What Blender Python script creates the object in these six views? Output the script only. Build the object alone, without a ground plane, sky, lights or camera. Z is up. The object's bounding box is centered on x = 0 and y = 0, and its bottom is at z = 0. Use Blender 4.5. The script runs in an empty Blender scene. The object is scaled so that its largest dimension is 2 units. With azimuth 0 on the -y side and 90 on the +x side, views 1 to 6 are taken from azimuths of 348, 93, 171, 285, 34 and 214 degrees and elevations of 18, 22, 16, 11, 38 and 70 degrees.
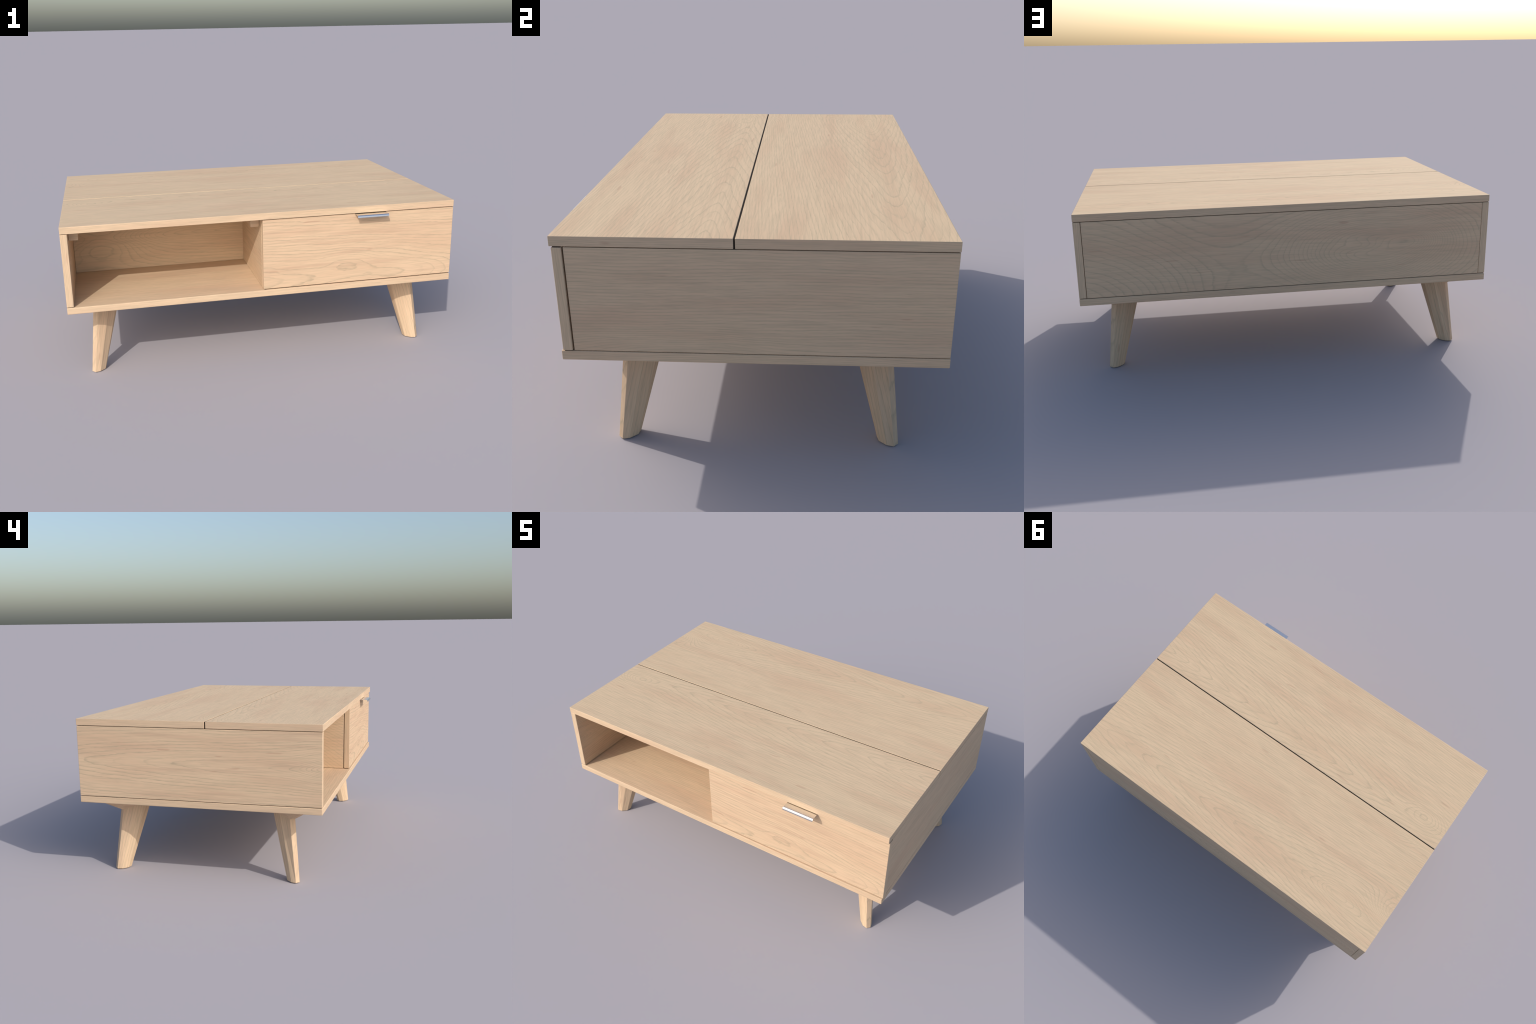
"""Light oak coffee table: split tabletop, open niche, drawer with metal pull, splayed legs."""
import math
import bpy
import bmesh

# ------------------------------------------------------------------ sizes (metres)
LEFT, RIGHT = -0.9995, 0.9962          # ends of tabletop and base board
FRONT, BACK = -0.6145, 0.6585          # edges of tabletop and base board
TOP_Z, TOP_UNDER = 0.8207, 0.7867      # tabletop board
BASE_Z, BASE_UNDER = 0.4168, 0.3830    # base board
WALL_LOW, WALL_HIGH = 0.4193, 0.7838   # upright panels between them
WALL = 0.0335                          # panel thickness
SPLIT = (-0.0360, -0.0300)             # open joint across the tabletop
NICHE_BACK = -0.0730
DRAWER_LEFT = -0.0225
DRAWER_FACE, DRAWER_REAR = -0.6075, -0.5755
HANDLE_X = (0.4568, 0.6225)

# ------------------------------------------------------------------ shader helper
class Net:
    """Small wrapper that lets node maths be written as expressions."""
    def __init__(self, material):
        material.use_nodes = True
        self.tree = material.node_tree
        self.tree.nodes.clear()

    def node(self, kind, **settings):
        n = self.tree.nodes.new(kind)
        for k, v in settings.items():
            setattr(n, k, v)
        return n

    def put(self, socket, value):
        if isinstance(value, (int, float, tuple, list)):
            socket.default_value = value
        else:
            self.tree.links.new(value, socket)

    def math(self, op, a, b=0.0, c=0.0, clamp=False):
        n = self.node("ShaderNodeMath", operation=op, use_clamp=clamp)
        for s, v in zip(n.inputs, (a, b, c)):
            self.put(s, v)
        return n.outputs[0]

    def add(self, a, b): return self.math("ADD", a, b)
    def sub(self, a, b): return self.math("SUBTRACT", a, b)
    def mul(self, a, b): return self.math("MULTIPLY", a, b)

    def vec(self, x, y, z):
        n = self.node("ShaderNodeCombineXYZ")
        for s, v in zip(n.inputs, (x, y, z)):
            self.put(s, v)
        return n.outputs[0]

    def noise(self, vector, detail=2.0, rough=0.5, distortion=0.0):
        n = self.node("ShaderNodeTexNoise")
        self.put(n.inputs["Vector"], vector)
        n.inputs["Scale"].default_value = 1.0
        n.inputs["Detail"].default_value = detail
        n.inputs["Roughness"].default_value = rough
        n.inputs["Distortion"].default_value = distortion
        return n.outputs[0]

    def ramp(self, fac, stops):
        """stops: (position, grey) pairs, smooth."""
        n = self.node("ShaderNodeValToRGB")
        n.color_ramp.interpolation = "EASE"
        e = n.color_ramp.elements
        while len(e) < len(stops):
            e.new(0.5)
        for el, (p, g) in zip(e, stops):
            el.position = p
            el.color = (g, g, g, 1.0)
        self.put(n.inputs[0], fac)
        return n.outputs[0]

    def mix(self, fac, a, b):
        n = self.node("ShaderNodeMix", data_type="RGBA")
        self.put(n.inputs[0], fac)
        self.put(n.inputs[6], a)
        self.put(n.inputs[7], b)
        return n.outputs[2]


LIGHT = (0.686, 0.500, 0.331, 1.0)
LINE = (0.415, 0.330, 0.220, 1.0)
PINK = (0.605, 0.390, 0.256, 1.0)
FLECK = (0.430, 0.235, 0.160, 1.0)


def oak(name, axes="xyz", centre=(0, 0, 0), across=100.0, middle=0.0, depth=12.0, rise=8.0,
        thick=90.0, knots=(), wander=2.2, jitter=0.55, seed=0.0, contrast=0.60, sway=0.030, pinch=6.0, tone=(1.0, 1.0, 1.0), lean=0.0, streaky=0.14, uneven=0.60, random_shift=False):
    """Oak veneer.  Year rings are the level lines of a field F over grain axis u, cross axis v, depth w:
    F = sqrt((across*(v-middle))^2 + (depth + rise*u + thick*w)^2) + knots + noise; arches point where F's
    second term grows.  knots: (u, v, reach_u, reach_v, rings)."""
    m = bpy.data.materials.new(name)
    t = Net(m)
    coord = t.node("ShaderNodeTexCoord").outputs["Object"]
    sep = t.node("ShaderNodeSeparateXYZ")
    t.put(sep.inputs[0], coord)
    ax = {"x": 0, "y": 1, "z": 2}
    u, v, w = (t.add(sep.outputs[ax[a]], float(centre[ax[a]])) for a in axes)
    if lean:
        w = t.add(w, t.mul(u, lean))
    if random_shift:
        r = t.node("ShaderNodeObjectInfo").outputs["Random"]
        w = t.add(w, t.mul(r, 0.35))
        u = t.add(u, t.mul(r, 3.1))
    w_seed = t.add(w, seed)

    def stretched(su, sv, detail=2.0, rough=0.5, shift=0.0):
        return t.noise(t.vec(t.add(t.mul(u, su), shift + seed), t.mul(v, sv), t.add(t.mul(w, sv), seed * 1.7)),
                       detail, rough)

    bend = t.sub(stretched(1.4, 3.0, 2.0, 0.5, 3.3), 0.5)
    waver = t.sub(stretched(4.5, 9.0, 2.0, 0.5, 9.1), 0.5)
    small = t.sub(stretched(14.0, 60.0, 2.0, 0.55, 5.7), 0.5)
    vv = t.add(t.sub(v, middle), t.mul(bend, sway))
    vv = t.math("ABSOLUTE", vv)
    a = t.add(t.mul(vv, across), t.mul(t.math("TANH", t.mul(vv, 25.0)), pinch))
    d = t.add(t.add(t.mul(u, rise), depth), t.add(t.mul(w, thick), t.mul(bend, 2.0)))
    field = t.math("SQRT", t.add(t.add(t.mul(a, a), t.mul(d, d)), 0.05))
    dense = t.math("DIVIDE", t.math("ABSOLUTE", a), field)      # 0 where arches are wide, 1 where rings are tight
    for ku, kv, ru, rv, rings in knots:
        p = t.mul(t.sub(u, ku), 1.0 / ru)
        q = t.mul(t.sub(v, kv), 1.0 / rv)
        g = t.math("POWER", 2.718, t.mul(t.add(t.mul(p, p), t.mul(q, q)), -1.0))
        field = t.add(field, t.mul(g, rings))
    field = t.add(field, t.add(t.mul(bend, wander), t.add(t.mul(waver, wander * 0.55), t.mul(small, jitter))))
    ring = t.math("FRACT", field)
    vary = t.noise(t.vec(t.mul(t.math("FLOOR", field), 0.73), seed, 0.3), 0.0)      # each ring its own strength
    ring = t.math("POWER", ring, t.sub(1.6, t.mul(dense, 0.6)))
    line = t.ramp(ring, [(0.0, 0.0), (0.30, 0.0), (0.60, 0.16), (0.86, 1.0), (1.0, 0.0)])
    pores = stretched(26.0, 420.0, 2.0, 0.6, 1.9)
    pores = t.ramp(pores, [(0.30, 0.25), (0.62, 1.0)])
    line = t.mul(t.mul(line, pores), t.ramp(vary, [(0.30, uneven), (0.65, 1.0)]))
    streak = t.ramp(stretched(8.0, 150.0, 3.0, 0.6, 7.7), [(0.35, 0.0), (0.75, 1.0)])
    patch = t.ramp(stretched(1.6, 11.0, 2.0, 0.5, 12.4), [(0.42, 0.0), (0.72, 1.0)])
    cloud = t.ramp(stretched(0.9, 5.0, 1.0, 0.5, 17.9), [(0.30, 0.0), (0.70, 1.0)])
    fleck = t.ramp(stretched(9.0, 60.0, 0.0, 0.5, 23.0), [(0.80, 0.0), (0.88, 1.0)])
    colour = t.mix(t.mul(patch, 0.50), LIGHT, PINK)
    colour = t.mix(t.mul(streak, 0.40), colour, LINE)
    colour = t.mix(t.mul(cloud, 0.16), colour, (0.665, 0.515, 0.325, 1.0))
    smear = t.ramp(stretched(2.2, 42.0, 3.0, 0.6, 31.0), [(0.50, 0.0), (0.72, 1.0)])     # brown-pink mineral streaks
    colour = t.mix(t.mul(smear, streaky), colour, (0.470, 0.305, 0.210, 1.0))
    colour = t.mix(t.mul(line, contrast), colour, LINE)
    colour = t.mix(t.mul(fleck, 0.35), colour, FLECK)
    tint = t.node("ShaderNodeMix", data_type="RGBA", blend_type="MULTIPLY")
    tint.inputs[0].default_value = 1.0
    t.put(tint.inputs[6], colour)
    tint.inputs[7].default_value = (*tone, 1.0)
    shader = t.node("ShaderNodeBsdfPrincipled")
    t.put(shader.inputs["Base Color"], tint.outputs[2])
    shader.inputs["Roughness"].default_value = 0.85
    shader.inputs["Specular IOR Level"].default_value = 0.38
    bump = t.node("ShaderNodeBump")
    bump.inputs["Strength"].default_value = 0.05
    bump.inputs["Distance"].default_value = 0.001
    t.put(bump.inputs["Height"], streak)
    t.put(shader.inputs["Normal"], bump.outputs[0])
    out = t.node("ShaderNodeOutputMaterial")
    t.put(out.inputs["Surface"], shader.outputs[0])
    return m


def chrome():
    m = bpy.data.materials.new("polished_metal")
    t = Net(m)
    shader = t.node("ShaderNodeBsdfPrincipled")
    coord = t.node("ShaderNodeTexCoord").outputs["Object"]
    mp = t.node("ShaderNodeMapping")
    t.put(mp.inputs[0], coord)
    mp.inputs["Scale"].default_value = (4.0, 600.0, 600.0)
    brushed = t.noise(mp.outputs[0], 2.0)
    t.put(shader.inputs["Roughness"], t.add(t.mul(brushed, 0.10), 0.18))
    shader.inputs["Base Color"].default_value = (0.79, 0.785, 0.78, 1.0)
    shader.inputs["Metallic"].default_value = 1.0
    out = t.node("ShaderNodeOutputMaterial")
    t.put(out.inputs["Surface"], shader.outputs[0])
    return m


# ------------------------------------------------------------------ geometry helpers
def finish(name, bm, origin, parent, materials, pick=None, smooth=True):
    """Turn a bmesh in world coordinates into a mesh object with its origin at `origin`."""
    bmesh.ops.recalc_face_normals(bm, faces=bm.faces[:])
    for f in bm.faces:
        f.smooth = smooth
        if pick:
            f.material_index = pick(f.normal)
    flat = {f for f in bm.faces if max(abs(c) for c in f.normal) > 0.9995}
    for e in bm.edges:                     # flats stay flat, rounded edges shade smooth between them
        angle = e.calc_face_angle(0.0)
        e.smooth = not (angle > math.radians(35) or any(f in flat for f in e.link_faces))
    bmesh.ops.translate(bm, verts=bm.verts[:], vec=[-c for c in origin])
    me = bpy.data.meshes.new(name)
    bm.to_mesh(me)
    bm.free()
    for m in materials:
        me.materials.append(m)
    ob = bpy.data.objects.new(name, me)
    bpy.context.scene.collection.objects.link(ob)
    ob.parent = parent
    base = parent.matrix_world.translation if parent.parent is None else parent["world_origin"]
    ob.location = [o - b for o, b in zip(origin, base)]
    ob["world_origin"] = list(origin)
    return ob


def board(name, lo, hi, parent, grain, face_grain="z", round_off=0.0025, **look):
    """A veneered board.  Its broad faces (normal along face_grain) carry the figure; the two narrow edge pairs
    carry an edge band whose grain runs along the edge."""
    bm = bmesh.new()
    bmesh.ops.create_cube(bm, size=1.0)
    size = [h - l for l, h in zip(lo, hi)]
    mid = [(h + l) / 2 for l, h in zip(lo, hi)]
    for v in bm.verts:
        v.co = [m + c * s for m, c, s in zip(mid, v.co, size)]
    bmesh.ops.bevel(bm, geom=bm.edges[:], offset=round_off, segments=3, profile=0.5, affect="EDGES")
    u = grain
    v = [a for a in "xyz" if a not in (face_grain, u)][0]
    broad = oak(name + "_veneer", axes=u + v + face_grain, centre=mid, **look)
    seed = look.get("seed", 0.0)
    # edge across the grain direction (normal u): band runs along v
    ends = oak(name + "_end_band", axes=v + face_grain + u, centre=mid, across=70.0,
               middle=mid["xyz".index(face_grain)] - 0.03, depth=3.0, rise=2.0, thick=0.0, wander=2.6, seed=seed + 3.1)
    # edge along the grain (normal v): band runs along u
    sides = oak(name + "_side_band", axes=u + face_grain + v, centre=mid, across=70.0,
                middle=mid["xyz".index(face_grain)] - 0.025, depth=3.0, rise=2.0, thick=0.0, wander=3.2, seed=seed + 6.7)
    order = {face_grain: 0, u: 1, v: 2}

    def pick(n):
        k = max(range(3), key=lambda i: abs(n[i]))
        return order["xyz"[k]]
    return finish(name, bm, mid, parent, [broad, ends, sides], pick)


# ------------------------------------------------------------------ the table
table = bpy.data.objects.new("coffee_table", None)
bpy.context.scene.collection.objects.link(table)
table["label"] = "low light oak coffee table with drawer, open niche and splayed legs"
table["category"] = "coffee table"
DRAWER_RIGHT = 0.9990

TOP_TONE = (1.030, 1.050, 1.040)        # tabletop slightly lighter and less pink than the other boards

# tabletop in two boards with an open joint between them
board("tabletop_board", (LEFT, FRONT, TOP_UNDER), (RIGHT, SPLIT[0], TOP_Z), table, "x", round_off=0.0014,
      tone=TOP_TONE, across=135.0, middle=-0.125, depth=11.0, rise=-8.5, seed=1.3, wander=1.1, sway=0.018, pinch=10.0, contrast=0.60, streaky=0.08,
      knots=[(-0.86, -0.17, 0.10, 0.060, -5.0)])
board("tabletop_board", (LEFT, SPLIT[1], TOP_UNDER), (RIGHT, BACK, TOP_Z), table, "x", round_off=0.0014,
      tone=TOP_TONE, across=135.0, middle=0.500, depth=1.2, rise=7.5, seed=8.6, wander=1.1, sway=0.018, pinch=9.0, contrast=0.60, streaky=0.08,
      knots=[(-1.03, 0.41, 0.14, 0.09, 11.0), (-0.70, 0.49, 0.11, 0.04, -3.5), (-0.96, 0.0, 0.14, 0.04, -4.0)])

# the joint's shadow, modelled as a near-black strip just below the surface
def gap_shadow_paint():
    m = bpy.data.materials.new("painted_gap_shadow")
    t = Net(m)
    shader = t.node("ShaderNodeBsdfPrincipled")
    grain = t.noise(t.node("ShaderNodeTexCoord").outputs["Object"], 3.0)
    t.put(shader.inputs["Base Color"], t.mix(grain, (0.024, 0.019, 0.015, 1.0), (0.040, 0.031, 0.024, 1.0)))
    shader.inputs["Roughness"].default_value = 0.9
    shader.inputs["Specular IOR Level"].default_value = 0.1
    out = t.node("ShaderNodeOutputMaterial")
    t.put(out.inputs["Surface"], shader.outputs[0])
    return m

gap_shadow_material = gap_shadow_paint()


def strip(lo, hi):
    bm = bmesh.new()
    bmesh.ops.create_cube(bm, size=1.0)
    mid = [(a + b) / 2 for a, b in zip(lo, hi)]
    for v in bm.verts:
        v.co = [m + c * (b - a) for m, c, a, b in zip(mid, v.co, lo, hi)]
    return finish("modelled_gap_shadow", bm, mid, table, [gap_shadow_material])

strip((LEFT + 0.003, SPLIT[0] + 0.0002, TOP_UNDER + 0.0005), (RIGHT - 0.003, SPLIT[1] - 0.0002, TOP_Z - 0.0017))
# seam shadows built as dark strips around panels and drawer, set back from faces
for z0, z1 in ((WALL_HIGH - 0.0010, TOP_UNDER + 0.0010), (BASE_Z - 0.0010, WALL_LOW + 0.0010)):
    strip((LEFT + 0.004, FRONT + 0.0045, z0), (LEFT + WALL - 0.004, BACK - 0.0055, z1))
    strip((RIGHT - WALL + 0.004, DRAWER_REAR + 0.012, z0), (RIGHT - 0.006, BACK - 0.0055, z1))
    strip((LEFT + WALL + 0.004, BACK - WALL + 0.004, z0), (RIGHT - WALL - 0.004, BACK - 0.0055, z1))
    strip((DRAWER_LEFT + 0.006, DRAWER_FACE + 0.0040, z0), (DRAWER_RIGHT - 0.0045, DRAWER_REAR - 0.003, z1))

# base board
board("base_board", (LEFT, FRONT, BASE_UNDER), (RIGHT, BACK, BASE_Z), table, "x", round_off=0.003,
      across=95.0, middle=0.30, depth=16.0, rise=3.0, seed=14.2)

# upright panels
side_left = board("side_panel", (LEFT, FRONT + 0.0015, WALL_LOW), (LEFT + WALL, BACK - 0.001, WALL_HIGH),
      table, "y", face_grain="x", round_off=0.002,
      across=72.0, middle=0.605, depth=5.0, rise=-6.0, thick=10.0, seed=21.4, wander=1.8, pinch=2.5, contrast=0.82, streaky=0.34, uneven=0.25,
      knots=[(-0.66, 0.62, 0.13, 0.09, -5.0)])
board("side_panel", (RIGHT - WALL, DRAWER_REAR + 0.0050, WALL_LOW), (RIGHT - 0.0003, BACK - 0.001, WALL_HIGH),
      table, "y", face_grain="x", round_off=0.002,
      across=100.0, middle=0.33, depth=4.0, rise=-3.0, thick=10.0, seed=28.9, wander=2.0,
      knots=[(-0.20, 0.43, 0.35, 0.06, -5.0)])
board("back_panel", (LEFT + WALL + 0.0015, BACK - 0.001 - WALL, WALL_LOW), (RIGHT - WALL - 0.0022, BACK - 0.0012, WALL_HIGH),
      table, "x", face_grain="y", round_off=0.0015,
      pinch=0.0, across=7.0, middle=0.60, depth=1.0, rise=0.5, thick=0.0, seed=33.0, wander=1.3, jitter=0.35,
      knots=[(1.05, 0.37, 0.62, 0.42, 22.0), (-0.42, 0.58, 0.44, 0.19, 27.0), (-0.63, 0.62, 0.13, 0.065, 6.0),
             (-0.36, 0.60, 0.11, 0.03, -3.0)])
board("inner_panel", (LEFT + WALL + 0.001, NICHE_BACK, BASE_Z + 0.001), (RIGHT - WALL - 0.002, NICHE_BACK + WALL, WALL_HIGH),
      table, "x", face_grain="y", round_off=0.001,
      across=60.0, middle=0.60, depth=6.0, rise=-6.0, thick=10.0, seed=39.1,
      knots=[(-0.80, 0.58, 0.22, 0.12, 9.0)])
board("divider_panel", (DRAWER_LEFT, DRAWER_REAR + 0.0040, BASE_Z + 0.0015), (DRAWER_LEFT + WALL, NICHE_BACK - 0.0005, WALL_HIGH),
      table, "y", face_grain="x", round_off=0.0015,
      across=80.0, middle=0.30, depth=8.0, rise=-40.0, thick=20.0, seed=44.7, wander=1.4)

# rails under the tabletop inside the niche
for x in (LEFT + WALL + 0.0008, DRAWER_LEFT - 0.0462):
    board("support_rail", (x, -0.526, 0.7290), (x + 0.0455, NICHE_BACK - 0.001, TOP_UNDER - 0.0005), table, "y",
          face_grain="z", round_off=0.003, across=40.0, middle=x, depth=5.0, rise=1.0, seed=50.0 + x, contrast=0.3)

# drawer front
drawer = board("drawer_front", (DRAWER_LEFT, DRAWER_FACE, WALL_LOW + 0.0010), (DRAWER_RIGHT, DRAWER_REAR, WALL_HIGH - 0.0006),
      table, "x", face_grain="y", round_off=0.002,
      tone=(0.970, 0.952, 0.950), across=34.0, middle=0.465, depth=1.0, rise=7.0, thick=0.0, seed=61.8, wander=2.4, pinch=0.5, contrast=0.82, streaky=0.42, uneven=0.25,
      knots=[(0.44, 0.53, 0.12, 0.05, -2.5), (0.75, 0.46, 0.28, 0.08, -3.0), (0.5, 0.80, 3.0, 0.18, 9.0)])

# drawer pull: thin plate lying on the drawer's upper edge, rolled down in front
def handle_profile():
    z, y0, y1 = WALL_HIGH - 0.0001, DRAWER_FACE + 0.012, -0.6585
    lip, thick, bow = 0.0125, 0.0016, 0.0130          # lip height, sheet thickness, bow radius of the lip
    outer = [(y0, z), (y1 + 0.0060, z)]
    for i in range(11):
        a = math.radians(55 - 63 * i / 10)
        outer.append((y1 + bow - bow * math.cos(a), z - 0.0004 - bow * (math.sin(math.radians(55)) - math.sin(a))))
    inner = [(y + thick, q if i else q) for i, (y, q) in enumerate(reversed(outer[2:]))]
    inner = [p for p in inner if p[1] < z - thick]
    return outer + inner + [(y1 + 0.0072, z - thick), (y0, z - thick)]

bm = bmesh.new()
ends = [[bm.verts.new((x, y, z)) for y, z in handle_profile()] for x in HANDLE_X]
n = len(ends[0])
for i in range(n):
    j = (i + 1) % n
    bm.faces.new((ends[0][i], ends[0][j], ends[1][j], ends[1][i]))
for ring in ends:
    bm.faces.new(ring)
finish("handle", bm, (sum(HANDLE_X) / 2, -0.635, WALL_HIGH), drawer, [chrome()])

# legs: tapered, eight-sided, splayed along the diagonal (+d is outward, t sideways)
FOOT = [(0.0402, 0.0116), (0.0185, 0.0252), (-0.0175, 0.0262), (-0.0405, 0.0098)]
HEAD = [(-0.0170, 0.0172), (-0.0765, 0.0412), (-0.1360, 0.0442), (-0.1765, 0.0200)]
LEG_SPOTS = [(0.8612, -0.4465, -45), (-0.8768, -0.4470, -135), (0.8612, 0.4918, 45), (-0.8755, 0.4918, 135)]
BLOCK_TIP = 0.3240

leg_wood = oak("leg_oak", axes="zyx", across=70.0, middle=0.09, depth=9.0, rise=1.0, thick=70.0, lean=0.26, seed=71.0,
               wander=1.0, pinch=0.0, contrast=0.72, uneven=0.35, streaky=0.25, random_shift=True)
block_wood = oak("block_oak", axes="xyz", across=30.0, middle=0.1, depth=4.0, rise=1.0, thick=10.0, seed=77.0,
                 contrast=0.25)


def ring_of(profile):
    return [(d, -t) for d, t in profile] + [(d, t) for d, t in reversed(profile)]


def leg_mesh():
    bm = bmesh.new()
    foot, head = ring_of(FOOT), ring_of(HEAD)
    high = BASE_UNDER + 0.0005
    levels = []
    for z, k in ((0.0, 0.93), (0.0022, 1.0), (high, 1.0)):
        f = z / high
        pts = [(a + (c - a) * f, b + (e - b) * f) for (a, b), (c, e) in zip(foot, head)]
        md = sum(p[0] for p in pts) / 8
        levels.append([bm.verts.new((md + (p[0] - md) * k, p[1] * k, z)) for p in pts])
    for lo, hi in zip(levels, levels[1:]):
        for i in range(8):
            bm.faces.new((lo[i], lo[(i + 1) % 8], hi[(i + 1) % 8], hi[i]))
    bm.faces.new(levels[0])
    bm.faces.new(levels[-1])
    long_edges = [e for e in bm.edges if abs(e.verts[0].co.z - e.verts[1].co.z) > 0.1]
    bmesh.ops.bevel(bm, geom=long_edges, offset=0.0012, segments=2, profile=0.5, affect="EDGES")
    bmesh.ops.recalc_face_normals(bm, faces=bm.faces[:])
    me = bpy.data.meshes.new("leg")
    bm.to_mesh(me)
    bm.free()
    me.materials.append(leg_wood)
    return me


def block_mesh():
    """Mounting block: keel-shaped underside, lowest at the leg's outer edge, rising to the board all round."""
    bm = bmesh.new()
    high = BASE_UNDER - 0.0004
    # stations along the diagonal: (d, keel height, keel half width, rim half width)
    stations = [(0.112, high - 0.0015, 0.010, 0.012), (-0.002, BLOCK_TIP, 0.0165, 0.068),
                (-0.062, 0.3285, 0.0260, 0.080), (-0.130, 0.3315, 0.0335, 0.080), (-0.195, 0.3400, 0.0330, 0.060), (-0.350, high - 0.0015, 0.018, 0.022)]
    rows = [[bm.verts.new(p) for p in ((d, -rim, high), (d, -k, z), (d, k, z), (d, rim, high))]
            for d, z, k, rim in stations]
    for r, q in zip(rows, rows[1:]):
        for i in range(4):
            j = (i + 1) % 4
            bm.faces.new((r[i], r[j], q[j], q[i]))
    bm.faces.new(rows[0])
    bm.faces.new(rows[-1])
    bmesh.ops.bevel(bm, geom=bm.edges[:], offset=0.0006, segments=1, profile=0.5, affect="EDGES")
    bmesh.ops.recalc_face_normals(bm, faces=bm.faces[:])
    me = bpy.data.meshes.new("mounting_block")
    bm.to_mesh(me)
    bm.free()
    me.materials.append(block_wood)
    return me


leg_data, block_data = leg_mesh(), block_mesh()
for x, y, turn in LEG_SPOTS:
    leg = bpy.data.objects.new("leg", leg_data)
    bpy.context.scene.collection.objects.link(leg)
    leg.parent = table
    leg.location = (x, y, 0.0)
    leg.rotation_euler = (0, 0, math.radians(turn))
    block = bpy.data.objects.new("mounting_block", block_data)
    bpy.context.scene.collection.objects.link(block)
    block.parent = leg
